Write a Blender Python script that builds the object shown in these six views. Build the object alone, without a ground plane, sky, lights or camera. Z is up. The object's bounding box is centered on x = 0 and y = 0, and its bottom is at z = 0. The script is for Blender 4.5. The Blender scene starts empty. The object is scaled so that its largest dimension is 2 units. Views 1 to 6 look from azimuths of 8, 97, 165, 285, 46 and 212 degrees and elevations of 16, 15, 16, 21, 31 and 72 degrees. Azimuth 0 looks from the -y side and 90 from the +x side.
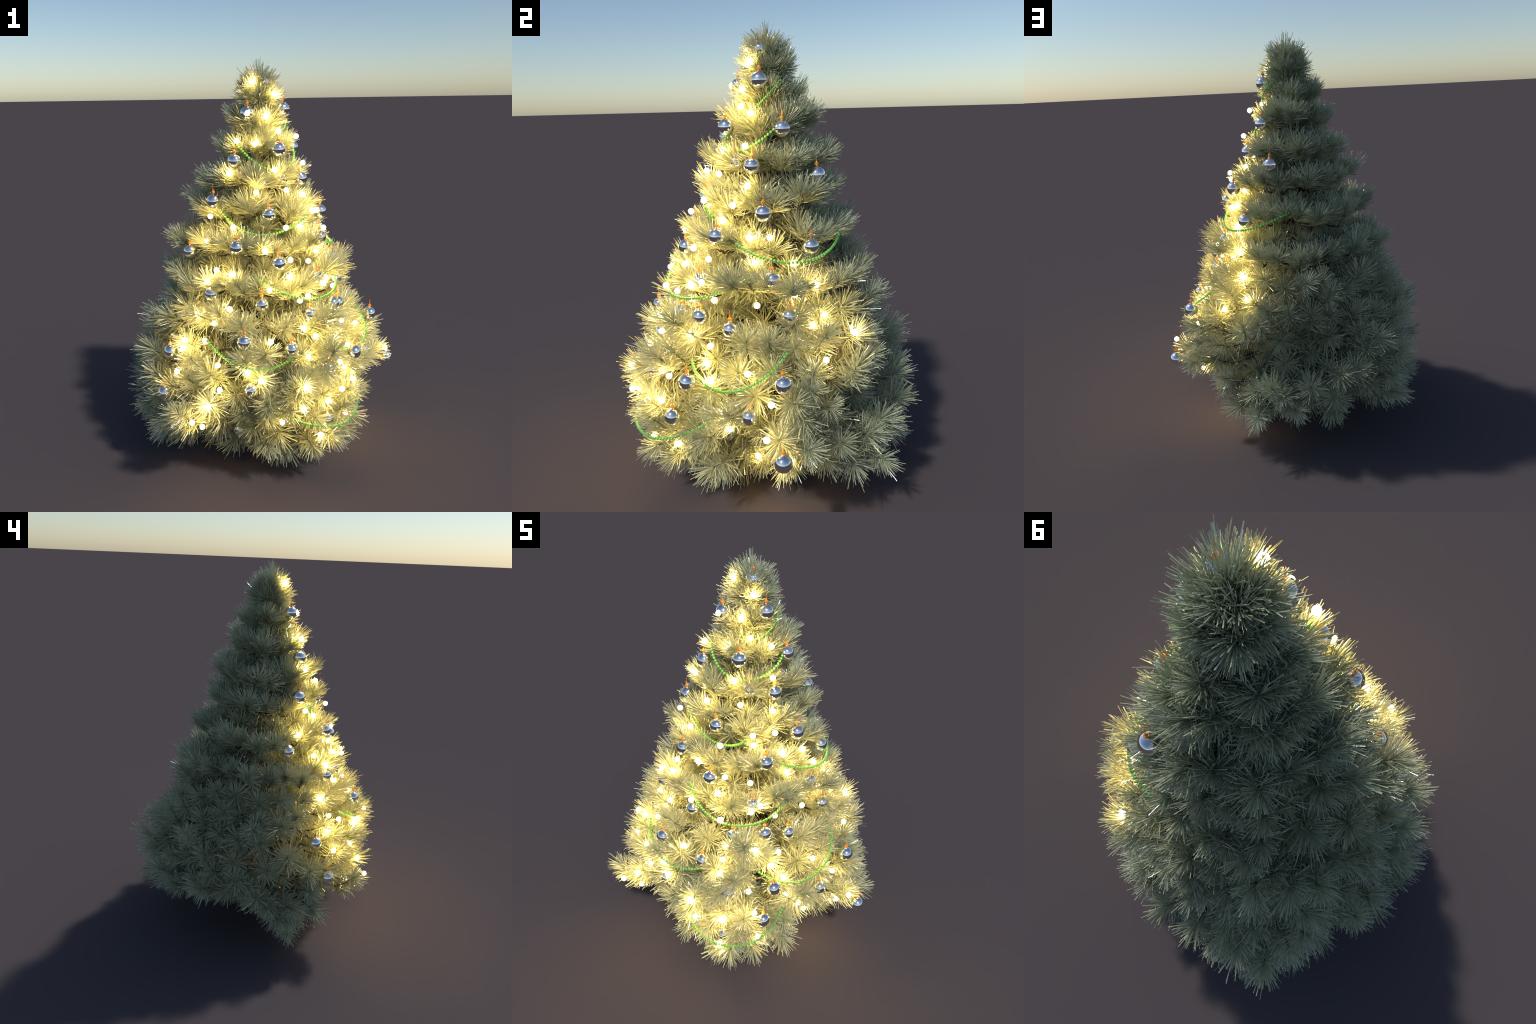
"""A bushy artificial pine decorated as a Christmas tree.

The tree is described from the inside out: a straight trunk, whorls of limbs that fork into
twigs, a brush of needles round the end of every twig, and then the decoration that hangs on
one side of it: mirror baubles on orange hooks, warm bulbs and swags of green beads.
Positions on the tree are cylindrical: azimuth in degrees (0 = front, -y; 90 = +x), distance
from the trunk and height, both in centimetres.
"""
import bpy
import math
import random
import numpy as np
from mathutils import Vector, Matrix, Quaternion

RNG = np.random.default_rng(20)
random.seed(20)

TIPS = {
    "ground": [
        (4, 36, 16), (19, 41, 14), (24, 45, 16), (40, 44, 16), (60, 40, 14), (68, 31, 15), (83, 26, 15), (104, 30, 14), (302, 57, 14),
        (311, 49, 15), (322, 35, 14), (343, 34, 14),
    ],
    "skirt": [
        (6, 10, 19), (7, 24, 19), (10, 51, 23), (16, 48, 27), (32, 26, 18), (33, 55, 22), (40, 61, 28), (41, 49, 28), (46, 35, 19),
        (50, 57, 27), (52, 44, 25), (57, 20, 18), (67, 52, 25), (76, 34, 27), (85, 12, 19), (96, 30, 24), (106, 43, 24), (117, 20, 18),
        (120, 52, 29), (122, 32, 19), (122, 40, 27), (132, 55, 25), (133, 41, 22), (138, 50, 30), (142, 49, 23), (144, 26, 23), (144, 61, 24),
        (145, 41, 21), (155, 48, 26), (157, 13, 23), (159, 36, 19), (162, 57, 27), (171, 34, 19), (172, 45, 27), (178, 24, 23), (184, 48, 19),
        (186, 50, 26), (188, 37, 20), (198, 47, 29), (205, 19, 19), (207, 33, 18), (210, 54, 29), (211, 43, 24), (211, 66, 28), (217, 52, 20),
        (219, 60, 25), (225, 41, 20), (227, 50, 27), (230, 30, 18), (242, 41, 25), (243, 7, 18), (247, 21, 19), (259, 36, 24), (274, 29, 18),
        (276, 40, 27), (291, 48, 25), (295, 61, 26), (296, 37, 18), (299, 21, 19), (301, 59, 24), (314, 61, 28), (319, 48, 26), (333, 37, 23),
        (338, 22, 18),
    ],
    "low": [
        (0, 47, 39), (2, 46, 31), (10, 50, 38), (31, 61, 41), (47, 56, 38), (58, 51, 33), (66, 55, 41), (69, 37, 37), (90, 39, 36),
        (102, 53, 39), (103, 41, 30), (124, 57, 39), (135, 42, 40), (142, 55, 35), (150, 56, 39), (156, 58, 35), (169, 58, 40), (180, 57, 33),
        (200, 58, 35), (208, 65, 39), (223, 63, 35), (234, 60, 31), (241, 50, 32), (250, 57, 37), (253, 45, 31), (257, 62, 39), (264, 49, 35),
        (279, 51, 35), (284, 63, 40), (290, 62, 34), (302, 63, 33), (312, 61, 40), (322, 53, 38), (333, 64, 39), (334, 45, 30), (341, 52, 39),
        (356, 50, 39),
    ],
    "broad": [
        (10, 57, 49), (12, 53, 51), (20, 59, 46), (23, 60, 54), (35, 59, 51), (43, 64, 45), (46, 64, 53), (59, 55, 42), (70, 51, 50),
        (78, 55, 53), (89, 47, 45), (98, 62, 48), (107, 59, 53), (108, 64, 44), (113, 53, 44), (139, 37, 50), (155, 43, 45), (167, 32, 53),
        (174, 37, 47), (184, 58, 44), (193, 59, 45), (205, 59, 46), (212, 66, 51), (216, 61, 43), (219, 58, 53), (228, 58, 45), (242, 54, 50),
        (261, 58, 49), (270, 61, 42), (275, 63, 49), (280, 61, 45), (299, 51, 46), (310, 62, 53), (320, 60, 50), (333, 69, 45), (344, 61, 49),
        (353, 52, 50),
    ],
    "lower_middle": [
        (5, 52, 60), (7, 53, 60), (25, 62, 60), (30, 58, 61), (36, 60, 63), (66, 51, 60), (88, 53, 61), (104, 59, 61), (111, 55, 63),
        (119, 56, 55), (130, 43, 58), (152, 43, 57), (178, 33, 57), (186, 43, 57), (199, 54, 62), (199, 58, 54), (203, 61, 59), (221, 60, 65),
        (233, 54, 60), (255, 58, 58), (272, 59, 57), (289, 60, 55), (299, 59, 61), (331, 58, 57), (342, 57, 62),
    ],
    "girdle": [
        (9, 52, 72), (29, 50, 69), (41, 59, 71), (45, 52, 71), (61, 41, 68), (79, 46, 67), (96, 48, 69), (109, 43, 76), (114, 52, 69),
        (135, 53, 67), (144, 53, 69), (147, 49, 75), (159, 45, 72), (174, 42, 70), (186, 44, 69), (200, 48, 69), (210, 52, 68), (217, 46, 76),
        (227, 57, 72), (234, 53, 76), (246, 60, 66), (247, 50, 73), (259, 47, 72), (261, 51, 67), (269, 46, 76), (273, 54, 68), (281, 55, 74),
        (285, 50, 77), (285, 55, 67), (296, 54, 76), (324, 53, 72), (330, 55, 66), (359, 56, 70),
    ],
    "middle": [
        (22, 45, 81), (40, 47, 81), (46, 52, 85), (54, 47, 79), (83, 44, 79), (94, 43, 79), (110, 42, 89), (122, 48, 81), (124, 41, 89),
        (140, 48, 78), (142, 41, 88), (157, 41, 83), (171, 45, 87), (181, 44, 87), (184, 47, 81), (198, 43, 80), (209, 45, 87), (223, 45, 89),
        (229, 51, 81), (240, 47, 82), (253, 44, 87), (262, 48, 79), (268, 45, 88), (282, 44, 85), (298, 45, 86), (306, 51, 79), (315, 45, 85),
        (328, 48, 85), (342, 46, 87), (356, 48, 84),
    ],
    "waist": [
        (7, 38, 98), (11, 25, 101), (16, 36, 98), (28, 38, 95), (30, 27, 101), (37, 41, 98), (50, 40, 98), (67, 37, 100), (74, 40, 100),
        (81, 26, 103), (83, 36, 99), (94, 37, 100), (108, 43, 99), (114, 26, 102), (116, 39, 99), (131, 36, 97), (139, 40, 99), (140, 24, 102),
        (150, 39, 98), (169, 38, 96), (178, 39, 97), (180, 23, 100), (192, 36, 97), (199, 36, 96), (211, 42, 99), (214, 25, 102), (219, 38, 100),
        (225, 44, 100), (233, 27, 102), (236, 46, 99), (245, 40, 97), (263, 40, 98), (276, 45, 98), (285, 27, 101), (288, 42, 98), (292, 43, 96),
        (301, 42, 98), (312, 27, 101), (314, 42, 95), (328, 39, 98), (339, 41, 99), (340, 27, 102), (351, 40, 100), (355, 40, 97),
    ],
    "upper_middle": [
        (7, 17, 119), (8, 33, 116), (19, 32, 114), (39, 31, 114), (52, 22, 119), (53, 34, 116), (64, 30, 115), (71, 26, 113), (76, 19, 115),
        (84, 28, 112), (98, 26, 111), (124, 30, 117), (131, 21, 119), (135, 32, 116), (145, 28, 116), (158, 30, 117), (166, 21, 119), (172, 31, 116),
        (188, 32, 114), (198, 32, 115), (209, 36, 115), (215, 22, 118), (216, 32, 117), (241, 33, 115), (252, 23, 119), (257, 38, 116), (266, 35, 114),
        (280, 39, 113), (292, 42, 115), (299, 25, 118), (304, 32, 115), (325, 33, 116), (339, 33, 117), (351, 29, 116), (355, 29, 114),
    ],
    "shoulder": [
        (8, 21, 134), (27, 10, 129), (43, 26, 130), (47, 18, 133), (58, 26, 127), (74, 22, 129), (88, 23, 131), (100, 24, 129), (126, 25, 133),
        (135, 27, 133), (149, 25, 131), (170, 22, 131), (183, 26, 132), (200, 24, 132), (204, 24, 129), (217, 17, 134), (219, 28, 131), (230, 24, 129),
        (254, 28, 132), (268, 32, 132), (285, 29, 131), (302, 28, 129), (317, 27, 131), (327, 22, 130), (331, 22, 120), (338, 22, 132), (354, 27, 134),
    ],
    "upper": [
        (3, 24, 146), (20, 18, 144), (40, 16, 145), (49, 18, 145), (66, 14, 145), (67, 12, 146), (83, 16, 134), (85, 15, 146), (99, 14, 145),
        (115, 20, 145), (129, 22, 146), (132, 16, 136), (146, 19, 145), (161, 20, 144), (174, 24, 146), (182, 16, 135), (189, 21, 146), (205, 21, 143),
        (218, 25, 146), (236, 22, 144), (261, 23, 143), (268, 19, 135), (274, 25, 143), (285, 15, 146), (288, 24, 142), (311, 20, 145), (321, 18, 134),
        (323, 22, 145), (335, 19, 145), (350, 19, 146), (353, 16, 137),
    ],
    "neck": [
        (0, 12, 160), (20, 7, 164), (20, 14, 161), (35, 11, 158), (54, 9, 148), (59, 11, 159), (75, 12, 159), (84, 8, 149), (86, 6, 162),
        (93, 10, 159), (110, 10, 159), (128, 10, 163), (128, 14, 160), (136, 13, 149), (145, 14, 162), (150, 16, 163), (168, 18, 162), (169, 14, 149),
        (184, 14, 161), (221, 13, 158), (223, 15, 149), (231, 10, 162), (234, 17, 159), (249, 15, 158), (259, 14, 159), (275, 17, 159), (285, 10, 162),
        (295, 14, 156), (314, 14, 157), (326, 13, 148), (332, 16, 159), (338, 8, 162), (347, 11, 158), (356, 11, 149),
    ],
    "high": [
        (10, 5, 171), (42, 6, 172), (62, 8, 173), (81, 6, 172), (89, 6, 171), (109, 8, 172), (128, 5, 170), (157, 7, 171), (165, 11, 165),
        (173, 12, 171), (191, 8, 169), (214, 8, 169), (230, 13, 171), (248, 11, 170), (259, 8, 172), (276, 11, 173), (290, 9, 172), (333, 4, 170),
        (353, 9, 171),
    ],
    "crown": [
        (14, 4, 184), (58, 2, 184), (65, 3, 183), (88, 1, 183), (130, 2, 181), (152, 6, 182), (172, 5, 181), (194, 2, 180), (216, 0, 183),
        (216, 6, 183), (224, 0, 183), (257, 4, 183), (280, 5, 184), (301, 4, 184), (354, 1, 186),
    ],
}

BAUBLES = {
    "low": [
        (2.1, 54.9, 55.1), (37.1, 60.2, 39.2), (54.5, 60.2, 48.9), (86.6, 54.7, 53.2), (98.8, 68.9, 43.2),
        (319.6, 63.0, 47.5), (351.2, 40.1, 24.9),
    ],
    "middle": [
        (23.0, 50.2, 72.0), (38.7, 43.7, 84.6), (39.2, 57.4, 62.6), (57.1, 44.7, 86.6), (59.7, 56.1, 63.6),
        (73.6, 41.9, 82.4), (100.0, 59.0, 68.7), (106.2, 40.9, 88.2), (315.6, 55.9, 65.2), (358.9, 53.2, 77.5),
    ],
    "upper": [
        (7.6, 40.2, 90.7), (15.7, 27.0, 129.9), (20.2, 37.1, 109.0), (50.6, 39.6, 99.1), (59.9, 35.3, 117.6),
        (91.9, 30.4, 126.6), (97.4, 37.3, 101.9), (123.4, 34.9, 113.4), (303.2, 38.4, 110.1), (335.1, 43.2, 94.9),
        (349.3, 35.5, 116.1),
    ],
    "top": [
        (34.5, 19.1, 158.8), (46.7, 17.2, 144.8), (62.2, 4.1, 188.7), (78.5, 21.1, 143.8), (82.2, 11.8, 176.7),
        (115.7, 17.3, 157.9), (143.0, 26.6, 139.6), (319.1, 29.5, 135.3), (334.5, 21.4, 153.8), (342.3, 12.8, 175.2),
    ],
}

LIGHTS = {
    "low": [
        (16.7, 55.1, 38.1), (24.6, 62.2, 47.9), (24.6, 64.4, 59.5), (34.5, 59.0, 30.1), (36.6, 61.5, 48.6),
        (38.8, 67.9, 56.9), (50.6, 62.0, 54.9), (52.6, 56.8, 33.9), (70.2, 47.6, 49.4), (76.6, 50.7, 44.5),
        (79.6, 25.5, 16.2), (94.0, 66.9, 51.4), (95.4, 55.2, 58.6), (100.6, 37.4, 18.8), (101.7, 56.0, 35.9),
        (325.5, 59.6, 59.5), (340.0, 61.0, 36.1), (340.4, 69.7, 43.4), (344.4, 62.9, 48.4), (347.2, 56.6, 54.3),
    ],
    "middle": [
        (0.6, 55.2, 63.8), (6.7, 57.4, 60.7), (11.8, 50.7, 76.6), (32.5, 50.3, 66.7), (34.2, 44.0, 77.9),
        (35.2, 52.5, 77.1), (48.0, 56.1, 62.5), (50.9, 46.4, 78.7), (61.1, 45.8, 67.9), (65.0, 46.7, 76.2),
        (66.9, 49.8, 63.1), (85.2, 50.0, 68.5), (120.3, 50.4, 72.1), (121.9, 37.5, 81.6), (126.6, 41.2, 86.8),
        (136.7, 49.9, 79.8), (324.6, 54.7, 69.2), (325.9, 46.2, 84.2), (329.6, 57.6, 75.9), (334.0, 48.4, 73.1),
        (337.0, 44.0, 80.8), (347.1, 57.6, 67.2), (347.8, 43.7, 89.0),
    ],
    "upper": [
        (10.3, 37.0, 115.0), (12.1, 44.5, 99.0), (26.6, 38.7, 102.6), (26.9, 34.9, 125.0), (30.2, 35.4, 109.6),
        (31.3, 43.7, 92.2), (33.0, 48.7, 95.9), (48.9, 34.2, 107.0), (49.3, 43.9, 97.9), (52.1, 27.0, 122.2),
        (54.7, 41.5, 99.6), (64.2, 41.9, 93.6), (69.1, 31.1, 129.6), (80.2, 28.3, 116.4), (84.3, 29.1, 106.4),
        (87.9, 38.6, 92.0), (96.2, 32.6, 117.6), (110.4, 37.6, 95.3), (111.8, 33.9, 107.1), (123.0, 39.3, 98.9),
        (316.7, 33.0, 116.2), (322.6, 33.2, 128.9), (332.1, 36.3, 104.3), (333.1, 44.0, 101.0), (342.5, 30.2, 124.1),
        (348.9, 41.6, 104.9),
    ],
    "top": [
        (3.9, 26.8, 140.3), (26.3, 10.4, 173.5), (28.6, 20.0, 149.5), (38.4, 24.0, 140.2), (48.4, 14.2, 166.8),
        (50.4, 35.6, 131.4), (55.2, 10.3, 183.6), (73.3, 23.0, 151.7), (74.4, 23.0, 136.1), (76.4, 19.1, 164.1),
        (334.2, 25.8, 148.5), (337.6, 21.0, 163.1), (345.8, 8.1, 189.2), (347.7, 15.5, 175.4), (359.6, 13.7, 161.3),
    ],
}

GARLANDS = [
    [(-2.1, -9.1, 166.3), (6.6, -9.1, 161.3), (14.0, -4.2, 165.1), (15.8, 3.1, 171.4), (9.6, 7.0, 176.7)],
    [(-8.2, -16.2, 161.1), (3.2, -22.9, 147.3), (14.1, -15.1, 145.4), (19.7, -3.2, 150.6), (16.4, 4.3, 157.6)],
    [(-15.0, -24.5, 130.7), (-5.1, -29.4, 118.4), (6.8, -22.7, 116.4), (17.2, -22.8, 121.5), (24.4, -23.1, 128.5)],
    [(31.7, -9.6, 114.7), (40.8, 5.2, 106.3), (39.0, 22.2, 107.2), (26.8, 31.3, 110.5), (8.2, 30.5, 118.6)],
    [(3.0, -39.2, 103.2), (21.0, -48.5, 92.7), (39.0, -39.7, 90.7), (45.9, -18.5, 93.6), (32.8, -4.1, 102.4)],
    [(-18.9, -48.8, 75.5), (-4.0, -61.7, 64.6), (10.6, -56.1, 62.2), (17.6, -46.8, 66.2), (20.3, -45.9, 67.3)],
    [(37.5, -28.8, 67.4), (52.7, -22.3, 58.3), (58.5, -7.9, 61.8), (57.9, 3.2, 67.3), (47.2, 11.1, 76.7)],
    [(18.6, -53.2, 41.5), (25.2, -60.2, 42.4), (39.8, -59.1, 37.1), (58.3, -45.9, 33.2), (47.7, -20.2, 46.4)],
]

NEEDLE_LENGTH = 0.094
NEEDLE_WIDTH = 0.0029
NAMED_TUFTS = 286


def place(azimuth, reach, height):
    a = math.radians(azimuth)
    return Vector((0.01 * reach * math.sin(a), -0.01 * reach * math.cos(a), 0.01 * height))


# ------------------------------------------------------------------ materials
def material(name):
    m = bpy.data.materials.new(name)
    m.use_nodes = True
    t = m.node_tree
    return m, t.nodes, t.links, t.nodes["Principled BSDF"]


def noise_ramp(n, l, scale, stops, detail=3.0, coord="Object"):
    tc = n.new("ShaderNodeTexCoord")
    nz = n.new("ShaderNodeTexNoise")
    nz.inputs["Scale"].default_value = scale
    nz.inputs["Detail"].default_value = detail
    ramp = n.new("ShaderNodeValToRGB")
    l.new(tc.outputs[coord], nz.inputs["Vector"])
    l.new(nz.outputs["Fac"], ramp.inputs["Fac"])
    el = ramp.color_ramp.elements
    while len(el) < len(stops):
        el.new(0.5)
    for e, (p, c) in zip(el, stops):
        e.position, e.color = p, (*c, 1)
    return ramp.outputs["Color"]


def needle_material():
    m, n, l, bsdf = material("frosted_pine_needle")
    col = noise_ramp(n, l, 9.0, [(0.3, NEEDLE_DARK), (0.5, NEEDLE_MID), (0.72, NEEDLE_PALE)])
    info = n.new("ShaderNodeObjectInfo")
    hsv = n.new("ShaderNodeHueSaturation")
    val = n.new("ShaderNodeMapRange")
    val.inputs["To Min"].default_value, val.inputs["To Max"].default_value = 0.9, 1.1
    l.new(info.outputs["Random"], val.inputs["Value"])
    l.new(val.outputs["Result"], hsv.inputs["Value"])
    l.new(col, hsv.inputs["Color"])
    l.new(hsv.outputs["Color"], bsdf.inputs["Base Color"])
    bsdf.inputs["Roughness"].default_value = 0.2
    bsdf.inputs["Specular IOR Level"].default_value = 1.0
    return m


def bark_material():
    m, n, l, bsdf = material("dark_bark")
    col = noise_ramp(n, l, 40.0, [(0.35, (0.012, 0.009, 0.007)), (0.7, (0.045, 0.03, 0.02))])
    l.new(col, bsdf.inputs["Base Color"])
    bump = n.new("ShaderNodeBump")
    bump.inputs["Strength"].default_value = 0.5
    bump.inputs["Distance"].default_value = 0.003
    l.new(col, bump.inputs["Height"])
    l.new(bump.outputs["Normal"], bsdf.inputs["Normal"])
    bsdf.inputs["Roughness"].default_value = 1.0
    return m


def plain(name, colour, rough, metallic=0.0, coat=0.0):
    m, n, l, bsdf = material(name)
    bsdf.inputs["Base Color"].default_value = (*colour, 1)
    bsdf.inputs["Roughness"].default_value = rough
    bsdf.inputs["Metallic"].default_value = metallic
    bsdf.inputs["Coat Weight"].default_value = coat
    return m


def glow_material():
    m, n, l, bsdf = material("warm_bulb_glow")
    bsdf.inputs["Base Color"].default_value = (0.9, 0.85, 0.7, 1)
    bsdf.inputs["Emission Color"].default_value = (*GLOW, 1)
    bsdf.inputs["Emission Strength"].default_value = GLOW_STRENGTH
    return m


NEEDLE_DARK, NEEDLE_MID, NEEDLE_PALE = (0.40, 0.435, 0.285), (0.475, 0.51, 0.345), (0.565, 0.595, 0.43)
GLOW, GLOW_STRENGTH = (1.0, 0.65, 0.19), 132.0
M_NEEDLE, M_BARK, M_GLOW = needle_material(), bark_material(), glow_material()
M_MIRROR = plain("silver_mirror", (0.92, 0.91, 0.91), 0.04, 1.0)
M_ORANGE = plain("orange_cap", (0.9, 0.29, 0.015), 0.35)
M_BEAD = plain("green_bead", (0.17, 0.52, 0.10), 0.3, 0.0, 0.2)


# ------------------------------------------------------------------ mesh helpers
def mesh_from(name, verts, faces, mat, smooth=False):
    me = bpy.data.meshes.new(name)
    me.from_pydata(verts, [], faces)
    me.materials.append(mat)
    if smooth:
        me.polygons.foreach_set("use_smooth", [True] * len(me.polygons))
    me.update()
    return me


def add(name, data, parent, matrix=None):
    o = bpy.data.objects.new(name, data)
    bpy.context.scene.collection.objects.link(o)
    o.parent = parent
    if matrix is not None:
        o.matrix_local = matrix
    return o


def tube(points, radii, sides=7):
    """Verts and faces of a round tube along points, closed at its end."""
    v, f = [], []
    n = len(points)
    side = Vector((0.3, 0.9, 0.1))
    for i, (p, r) in enumerate(zip(points, radii)):
        d = (points[min(i + 1, n - 1)] - points[max(i - 1, 0)]).normalized()
        a = d.cross(side)
        a = (a if a.length > 0.05 else d.cross(Vector((1, 0, 0)))).normalized()
        b = d.cross(a)
        for k in range(sides):
            t = math.tau * k / sides
            v.append(p + r * (math.cos(t) * a + math.sin(t) * b))
    for i in range(n - 1):
        for k in range(sides):
            k2 = (k + 1) % sides
            f.append((i * sides + k, i * sides + k2, (i + 1) * sides + k2, (i + 1) * sides + k))
    f.append(tuple((n - 1) * sides + k for k in range(sides)))
    return v, f


def bow(a, b, lift, n=7):
    """A curve from a to b that sags below the chord by lift in its middle."""
    return [a.lerp(b, i / (n - 1)) - Vector((0, 0, lift * math.sin(math.pi * i / (n - 1)))) for i in range(n)]


def lathe(profile, sides=32):
    """Surface of revolution round z from (radius, height) pairs, poles given as radius 0."""
    v, f, rings = [], [], []
    for r, z in profile:
        if r < 1e-6:
            rings.append([len(v)])
            v.append((0, 0, z))
        else:
            rings.append(list(range(len(v), len(v) + sides)))
            v += [(r * math.cos(math.tau * k / sides), r * math.sin(math.tau * k / sides), z) for k in range(sides)]
    for a, b in zip(rings, rings[1:]):
        for k in range(sides):
            k2 = (k + 1) % sides
            if len(a) == 1:
                f.append((a[0], b[k2], b[k]))
            elif len(b) == 1:
                f.append((a[k], a[k2], b[0]))
            else:
                f.append((a[k], a[k2], b[k2], b[k]))
    return v, f


# ------------------------------------------------------------------ needles
def needle_brush(rng, count, stem, length, wide=1.0, spread=1.0, flat=0.0):
    """Needles round the end of a twig that points along +z and ends at the origin.

    Each needle is a thin three-sided blade, a little bent, blunt at its end. Those at the very
    tip spread all the way forward; those further back stand out sideways.
    With flat > 0 the needles of the underside (local -x) sweep forward, so that the brush has a
    level underside, and all of them curve up a little.
    """
    i = np.arange(count)
    u = (i + 0.5) / count
    back = stem * (u ** 1.15)
    turn = i * 2.39996 + rng.normal(0, 0.25, count)
    tip_cone = spread * np.radians(6 + 66 * np.sqrt(np.clip(u / 0.55, 0, 1)))
    lean = np.where(u < 0.55, tip_cone, spread * np.radians(72 - 24 * (u - 0.55) / 0.45))
    lean = lean + rng.normal(0, 0.22, count)
    under = np.clip(-np.cos(turn), 0, 1)
    lean = lean * (1 - flat * under)
    size = length * rng.uniform(0.68, 1.1, count)
    width = NEEDLE_WIDTH * wide * rng.uniform(0.85, 1.15, count)
    base = np.stack([0 * back, 0 * back, -back], 1) + rng.normal(0, 0.0015, (count, 3))
    out = np.stack([np.cos(turn), np.sin(turn), 0 * turn], 1)
    axis = np.sin(lean)[:, None] * out + np.cos(lean)[:, None] * np.array([0, 0, 1.0])
    bend = rng.normal(0, 0.07, (count, 3)) + np.array([0.10 * flat, 0, 0.05])
    side = np.cross(axis, rng.normal(0, 1, (count, 3)))
    side /= np.linalg.norm(side, axis=1)[:, None]
    thick = np.cross(axis, side)
    rings = []
    for s, w in ((0.0, 0.7), (0.55, 1.0), (1.0, 0.8)):
        c = base + axis * (size * s)[:, None] + bend * (size * s * s)[:, None]
        h = (0.5 * width * w)[:, None]
        rings.append(np.stack([c + side * h, c - side * h, c + thick * h * 0.6], 1))
    v = np.stack(rings, 1).reshape(-1, 3)
    faces = []
    for k in range(count):
        o = 9 * k
        for r in (0, 3):
            for e in range(3):
                e2 = (e + 1) % 3
                faces.append((o + r + e, o + r + e2, o + r + 3 + e2, o + r + 3 + e))
        faces.append((o + 6, o + 7, o + 8))
    return v, faces


def aim(direction, roll, size):
    """Turn +z to the direction and +x as far up as that allows, then roll about it."""
    up = Vector((0, 0, 1)) - direction * direction.z
    up = up.normalized() if up.length > 0.02 else direction.orthogonal().normalized()
    m = Matrix((up, direction.cross(up), direction)).transposed().to_4x4()
    return m @ Matrix.Rotation(roll, 4, "Z") @ Matrix.Scale(size, 4)


# ------------------------------------------------------------------ the tree
tree = bpy.data.objects.new("christmas_tree", None)
bpy.context.scene.collection.objects.link(tree)
tree["label"] = "bushy pine with glowing lights, silver baubles and green bead swags"
tree["category"] = "Christmas tree"

trunk_points = [Vector((0, 0, z)) for z in np.linspace(0.0, 1.87, 12)]
v, f = tube(trunk_points, [0.034 - 0.0026 * i for i in range(12)], 12)
add("trunk", mesh_from("trunk", v, f, M_BARK, True), tree)

BRUSHES = []
for k in range(8):
    v, f = needle_brush(RNG, 215, 0.11, NEEDLE_LENGTH, 1.0, 1.0, 0.1)
    BRUSHES.append((v, f, mesh_from("needle_tuft", v.tolist(), f, M_NEEDLE)))
UPPER = []  # the storeys near the top carry shorter brushes, so that dark gaps part them
for k in range(6):
    v, f = needle_brush(RNG, 205, 0.075, 0.98 * NEEDLE_LENGTH, 1.0, 0.97, 0.6)
    UPPER.append((v, f, mesh_from("needle_tuft", v.tolist(), f, M_NEEDLE)))
INNER = needle_brush(RNG, 60, 0.12, NEEDLE_LENGTH, 1.1)

CORE = needle_brush(RNG, 70, 0.10, NEEDLE_LENGTH, 1.3)

stuff_v, stuff_f, stuff_n = [], [], 0


def scatter(v, f, matrix):
    """Add a copy of a brush to the joined inner needles."""
    global stuff_n
    m = np.array(matrix)
    stuff_v.append(v @ m[:3, :3].T + m[:3, 3])
    stuff_f.append(np.array([x if len(x) == 4 else (*x, -1) for x in f]) + np.array([stuff_n] * 4))
    stuff_n += len(v)


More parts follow.
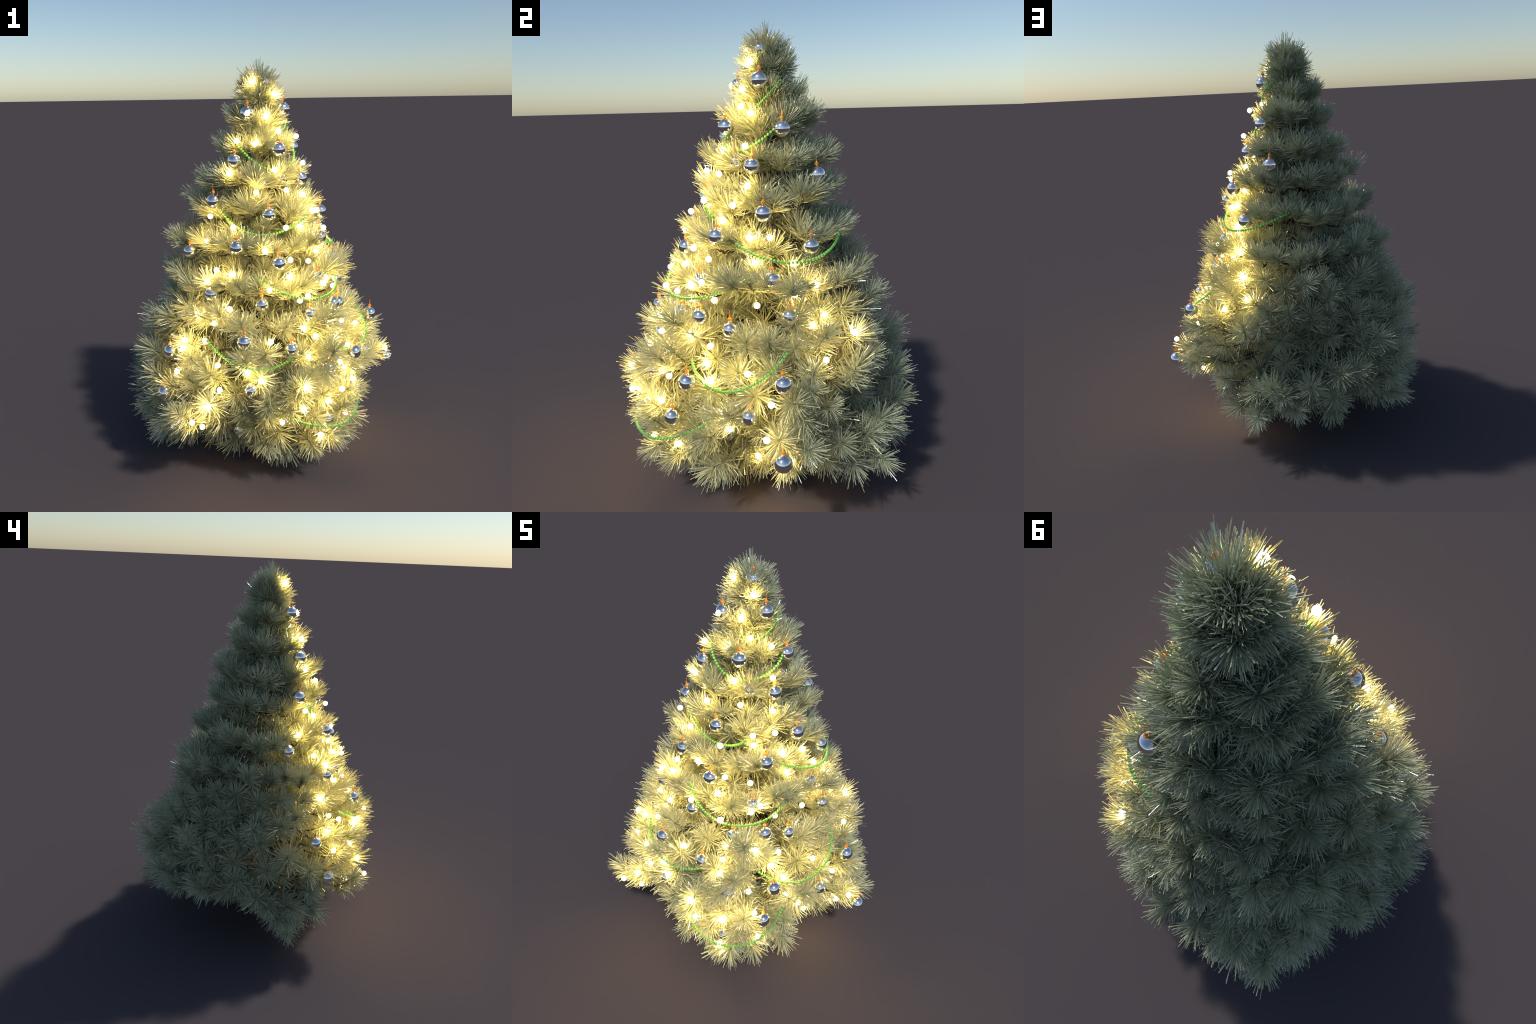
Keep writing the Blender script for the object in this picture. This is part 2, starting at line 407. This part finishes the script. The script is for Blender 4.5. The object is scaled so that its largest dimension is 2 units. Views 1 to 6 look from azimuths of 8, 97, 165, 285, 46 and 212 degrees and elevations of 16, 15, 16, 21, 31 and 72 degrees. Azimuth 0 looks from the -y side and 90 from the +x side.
# whorls: twig ends in one storey of the tree, gathered into limbs by azimuth
tufts = 0
all_tips = sum(len(t) for t in TIPS.values())
keep_every = all_tips / NAMED_TUFTS
count = 0
for storey, tips in TIPS.items():
    limbs = max(1, min(9, round(len(tips) / 3.4)))
    groups = {}
    for t in tips:
        groups.setdefault(int(((t[0] + 12) % 360) / 360 * limbs), []).append(t)
    for members in groups.values():
        ends = [place(*t) for t in members]
        centre = sum(ends, Vector()) / len(ends)
        reach = math.hypot(centre.x, centre.y)
        root_z = min(max(centre.z - 0.30 * reach, 0.22 + 0.35 * centre.z), 1.84)
        root = Vector((0, 0, root_z))
        fork = root.lerp(centre, 0.55)
        fork.z -= 0.03 * reach
        verts, faces = tube(bow(root, fork, 0.02 * reach), [0.011 - 0.0009 * i for i in range(7)])
        wood = [(verts, faces)]
        placed = []
        for (az, reach_cm, high), end in zip(members, ends):
            a = math.radians(az)
            outward = Vector((math.sin(a), -math.cos(a), 0))
            h = end.z
            lift = (0.95 if h > 0.95 else 1.0 if h > 0.6 else 0.6 if h > 0.3 else -0.05) * float(RNG.uniform(0.6, 1.4))
            way = (outward * min(1.0, reach_cm / 12) + Vector((0, 0, lift if h < 1.84 else 2.5))).normalized()
            way = (way + Vector(RNG.normal(0, 0.17, 3))).normalized()
            back = end - way * 0.09
            path = bow(fork, back, 0.015, 6) + [end - way * 0.045, end]
            wood.append(tube(path, [0.0062, 0.0055, 0.005, 0.0045, 0.004, 0.0036, 0.003, 0.002], 6))
            placed.append((end, way))
        base, allv, allf = 0, [], []
        for wv, wf in wood:
            allv += wv
            allf += [tuple(i + base for i in face) for face in wf]
            base += len(wv)
        limb = add("branch", mesh_from("branch", allv, allf, M_BARK, True), tree)
        for end, way in placed:
            size = float(RNG.uniform(0.85, 1.08))
            roll = float(RNG.normal(0, 0.35))
            m = Matrix.Translation(end) @ aim(way, roll, size)
            kinds = UPPER if end.z > 0.9 else BRUSHES
            v, f, me = kinds[int(RNG.integers(len(kinds)))]
            count += 1
            if int(count / keep_every) > int((count - 1) / keep_every) and tufts < NAMED_TUFTS:
                add("needle_tuft", me, limb, m)
                tufts += 1
            else:
                scatter(v, f, m)
            # the twig keeps needles further in, towards the fork
            inward = (fork - end)
            for step in ((0.11, 0.2) if end.z > 1.0 else (0.1, 0.21)):
                if inward.length > step * 0.9:
                    p = end + inward.normalized() * step
                    scatter(*INNER, Matrix.Translation(p) @ aim((way - inward.normalized() * 0.8).normalized(), roll + step, 1.0))

# older twigs close to the trunk keep some needles and close the view through the tree
for k in range(130):
    h = 0.28 + 1.25 * (k + 0.5) / 130
    a = k * 2.39996
    out = Vector((math.sin(a), -math.cos(a), 0))
    r = (0.10 + 0.16 * float(RNG.random())) * min(1.0, (1.95 - h) / 1.0)
    scatter(*CORE, Matrix.Translation(out * r + Vector((0, 0, h))) @ aim((out + Vector((0, 0, 0.4))).normalized(), a, 1.0))

# the leader: the top of the trunk and the ring of short twigs that crowds round it
LEADER = needle_brush(RNG, 320, 0.13, 1.0 * NEEDLE_LENGTH)
leader_mesh = mesh_from("needle_tuft", LEADER[0].tolist(), LEADER[1], M_NEEDLE)
tip = Vector((0.004, 0, 1.902))
leader = add("branch", mesh_from("branch", *tube([Vector((0, 0, 1.78)), Vector((0, 0, 1.84)), tip], [0.006, 0.005, 0.002]), M_BARK, True), tree)
add("needle_tuft", leader_mesh, leader, Matrix.Translation(tip))
for k in range(13):
    upper = k < 6
    a = math.tau * k / (6 if upper else 7) + 0.4
    out = Vector((math.cos(a), math.sin(a), 0))
    spot = Vector((0, 0, 1.882)) + 0.040 * out if upper else Vector((0, 0, 1.815)) + 0.058 * out
    add("needle_tuft", UPPER[k % len(UPPER)][2], leader, Matrix.Translation(spot) @ aim((out + Vector((0, 0, 1.1 if upper else 0.7))).normalized(), 0.2 * k, 0.88))

quads = np.vstack(stuff_f)
inner = [tuple(q) if q[3] >= 0 and k % 7 != 6 else tuple(q[:3]) for k, q in enumerate(quads.tolist())]
needles = add("inner_needle", mesh_from("inner_needle", np.vstack(stuff_v).tolist(), inner, M_NEEDLE), tree)
needles["kind"] = "stuff"

# ------------------------------------------------------------------ baubles
BALL, NECK = 0.0338, 0.0050
profile = [(0.0, -BALL)] + [(BALL * math.sin(t), -BALL * math.cos(t)) for t in np.linspace(0.08, math.pi - 0.28, 26)]
profile += [(0.0078, 0.0333), (0.0062, 0.0348), (NECK, 0.0365), (NECK, 0.0405), (0.0, 0.0405)]
v, f = lathe(profile, 40)
BALL_MESH = mesh_from("bauble", v, f, M_MIRROR, True)

# the cap: a ribbed crown with a low cone that runs up into the wire
v, f = lathe([(0.0, 0.0392), (0.0060, 0.0392), (0.0076, 0.0402), (0.0078, 0.0472), (0.0070, 0.0482), (0.0050, 0.0487), (0.0034, 0.0522), (0.0016, 0.0560), (0.0, 0.0565)], 24)
v = [(x * (1.06 if i % 2 else 0.95), y * (1.06 if i % 2 else 0.95), z) if 0.040 < z < 0.0484 else (x, y, z) for i, (x, y, z) in enumerate(v)]
CAP_MESH = mesh_from("cap", v, f, M_ORANGE)

hook = [Vector((0, 0, 0.055)), Vector((0.0003, 0, 0.065)), Vector((0, 0.0004, 0.076)), Vector((0.0006, 0, 0.082))]
v, f = tube(hook, [0.0013, 0.0008, 0.0007, 0.0005], 8)
HOOK_MESH = mesh_from("hook", v, f, M_ORANGE, True)

for band in BAUBLES.values():
    for az, reach, high in band:
        tilt = Matrix.Rotation(float(RNG.normal(0, 0.03)), 4, "X") @ Matrix.Rotation(float(RNG.uniform(0, 6.28)), 4, "Z")
        ball = add("bauble", BALL_MESH, tree, Matrix.Translation(place(az, reach, high)) @ tilt)
        add("cap", CAP_MESH, ball)
        add("hook", HOOK_MESH, ball)

# ------------------------------------------------------------------ bulbs
import bmesh
bm = bmesh.new()
bmesh.ops.create_icosphere(bm, subdivisions=3, radius=0.0118)
BULB_MESH = bpy.data.meshes.new("light_bulb")
bm.to_mesh(BULB_MESH)
bm.free()
BULB_MESH.materials.append(M_GLOW)
BULB_MESH.polygons.foreach_set("use_smooth", [True] * len(BULB_MESH.polygons))
for band in LIGHTS.values():
    for az, reach, high in band:
        add("light_bulb", BULB_MESH, tree, Matrix.Translation(place(az, reach, high)))

# ------------------------------------------------------------------ bead swags
def bezier(points, t):
    n = len(points) - 1
    return sum((Vector(p) * (math.comb(n, k) * t**k * (1 - t) ** (n - k)) for k, p in enumerate(points)), Vector()) * 0.01


bm = bmesh.new()
bmesh.ops.create_icosphere(bm, subdivisions=2, radius=1.0)
bead_v = np.array([x.co for x in bm.verts])
bead_f = np.array([[x.index for x in face.verts] for face in bm.faces])
bm.free()
for swag, controls in enumerate(GARLANDS):
    gap, radius = (0.0092, 0.0046) if swag == 0 else (0.0142, 0.0065)
    fine = [bezier(controls, t) for t in np.linspace(0, 1, 400)]
    beads, walked, due = [fine[0]], 0.0, gap
    for p, q in zip(fine, fine[1:]):
        walked += (q - p).length
        if walked >= due:
            beads.append(q)
            due += gap
    vs = [bead_v * radius + np.array(p) for p in beads]
    fs = [bead_f + len(bead_v) * k for k in range(len(beads))]
    tv, tf = tube(fine[::16] + [fine[-1]], [0.0012] * (len(fine[::16]) + 1), 5)
    n0 = len(beads) * len(bead_v)
    me = mesh_from("bead_garland", np.vstack(vs).tolist() + [tuple(p) for p in tv], np.vstack(fs).tolist() + [tuple(i + n0 for i in face) for face in tf], M_BEAD, True)
    g = add("bead_garland", me, tree)
    g["kind"] = "stuff"
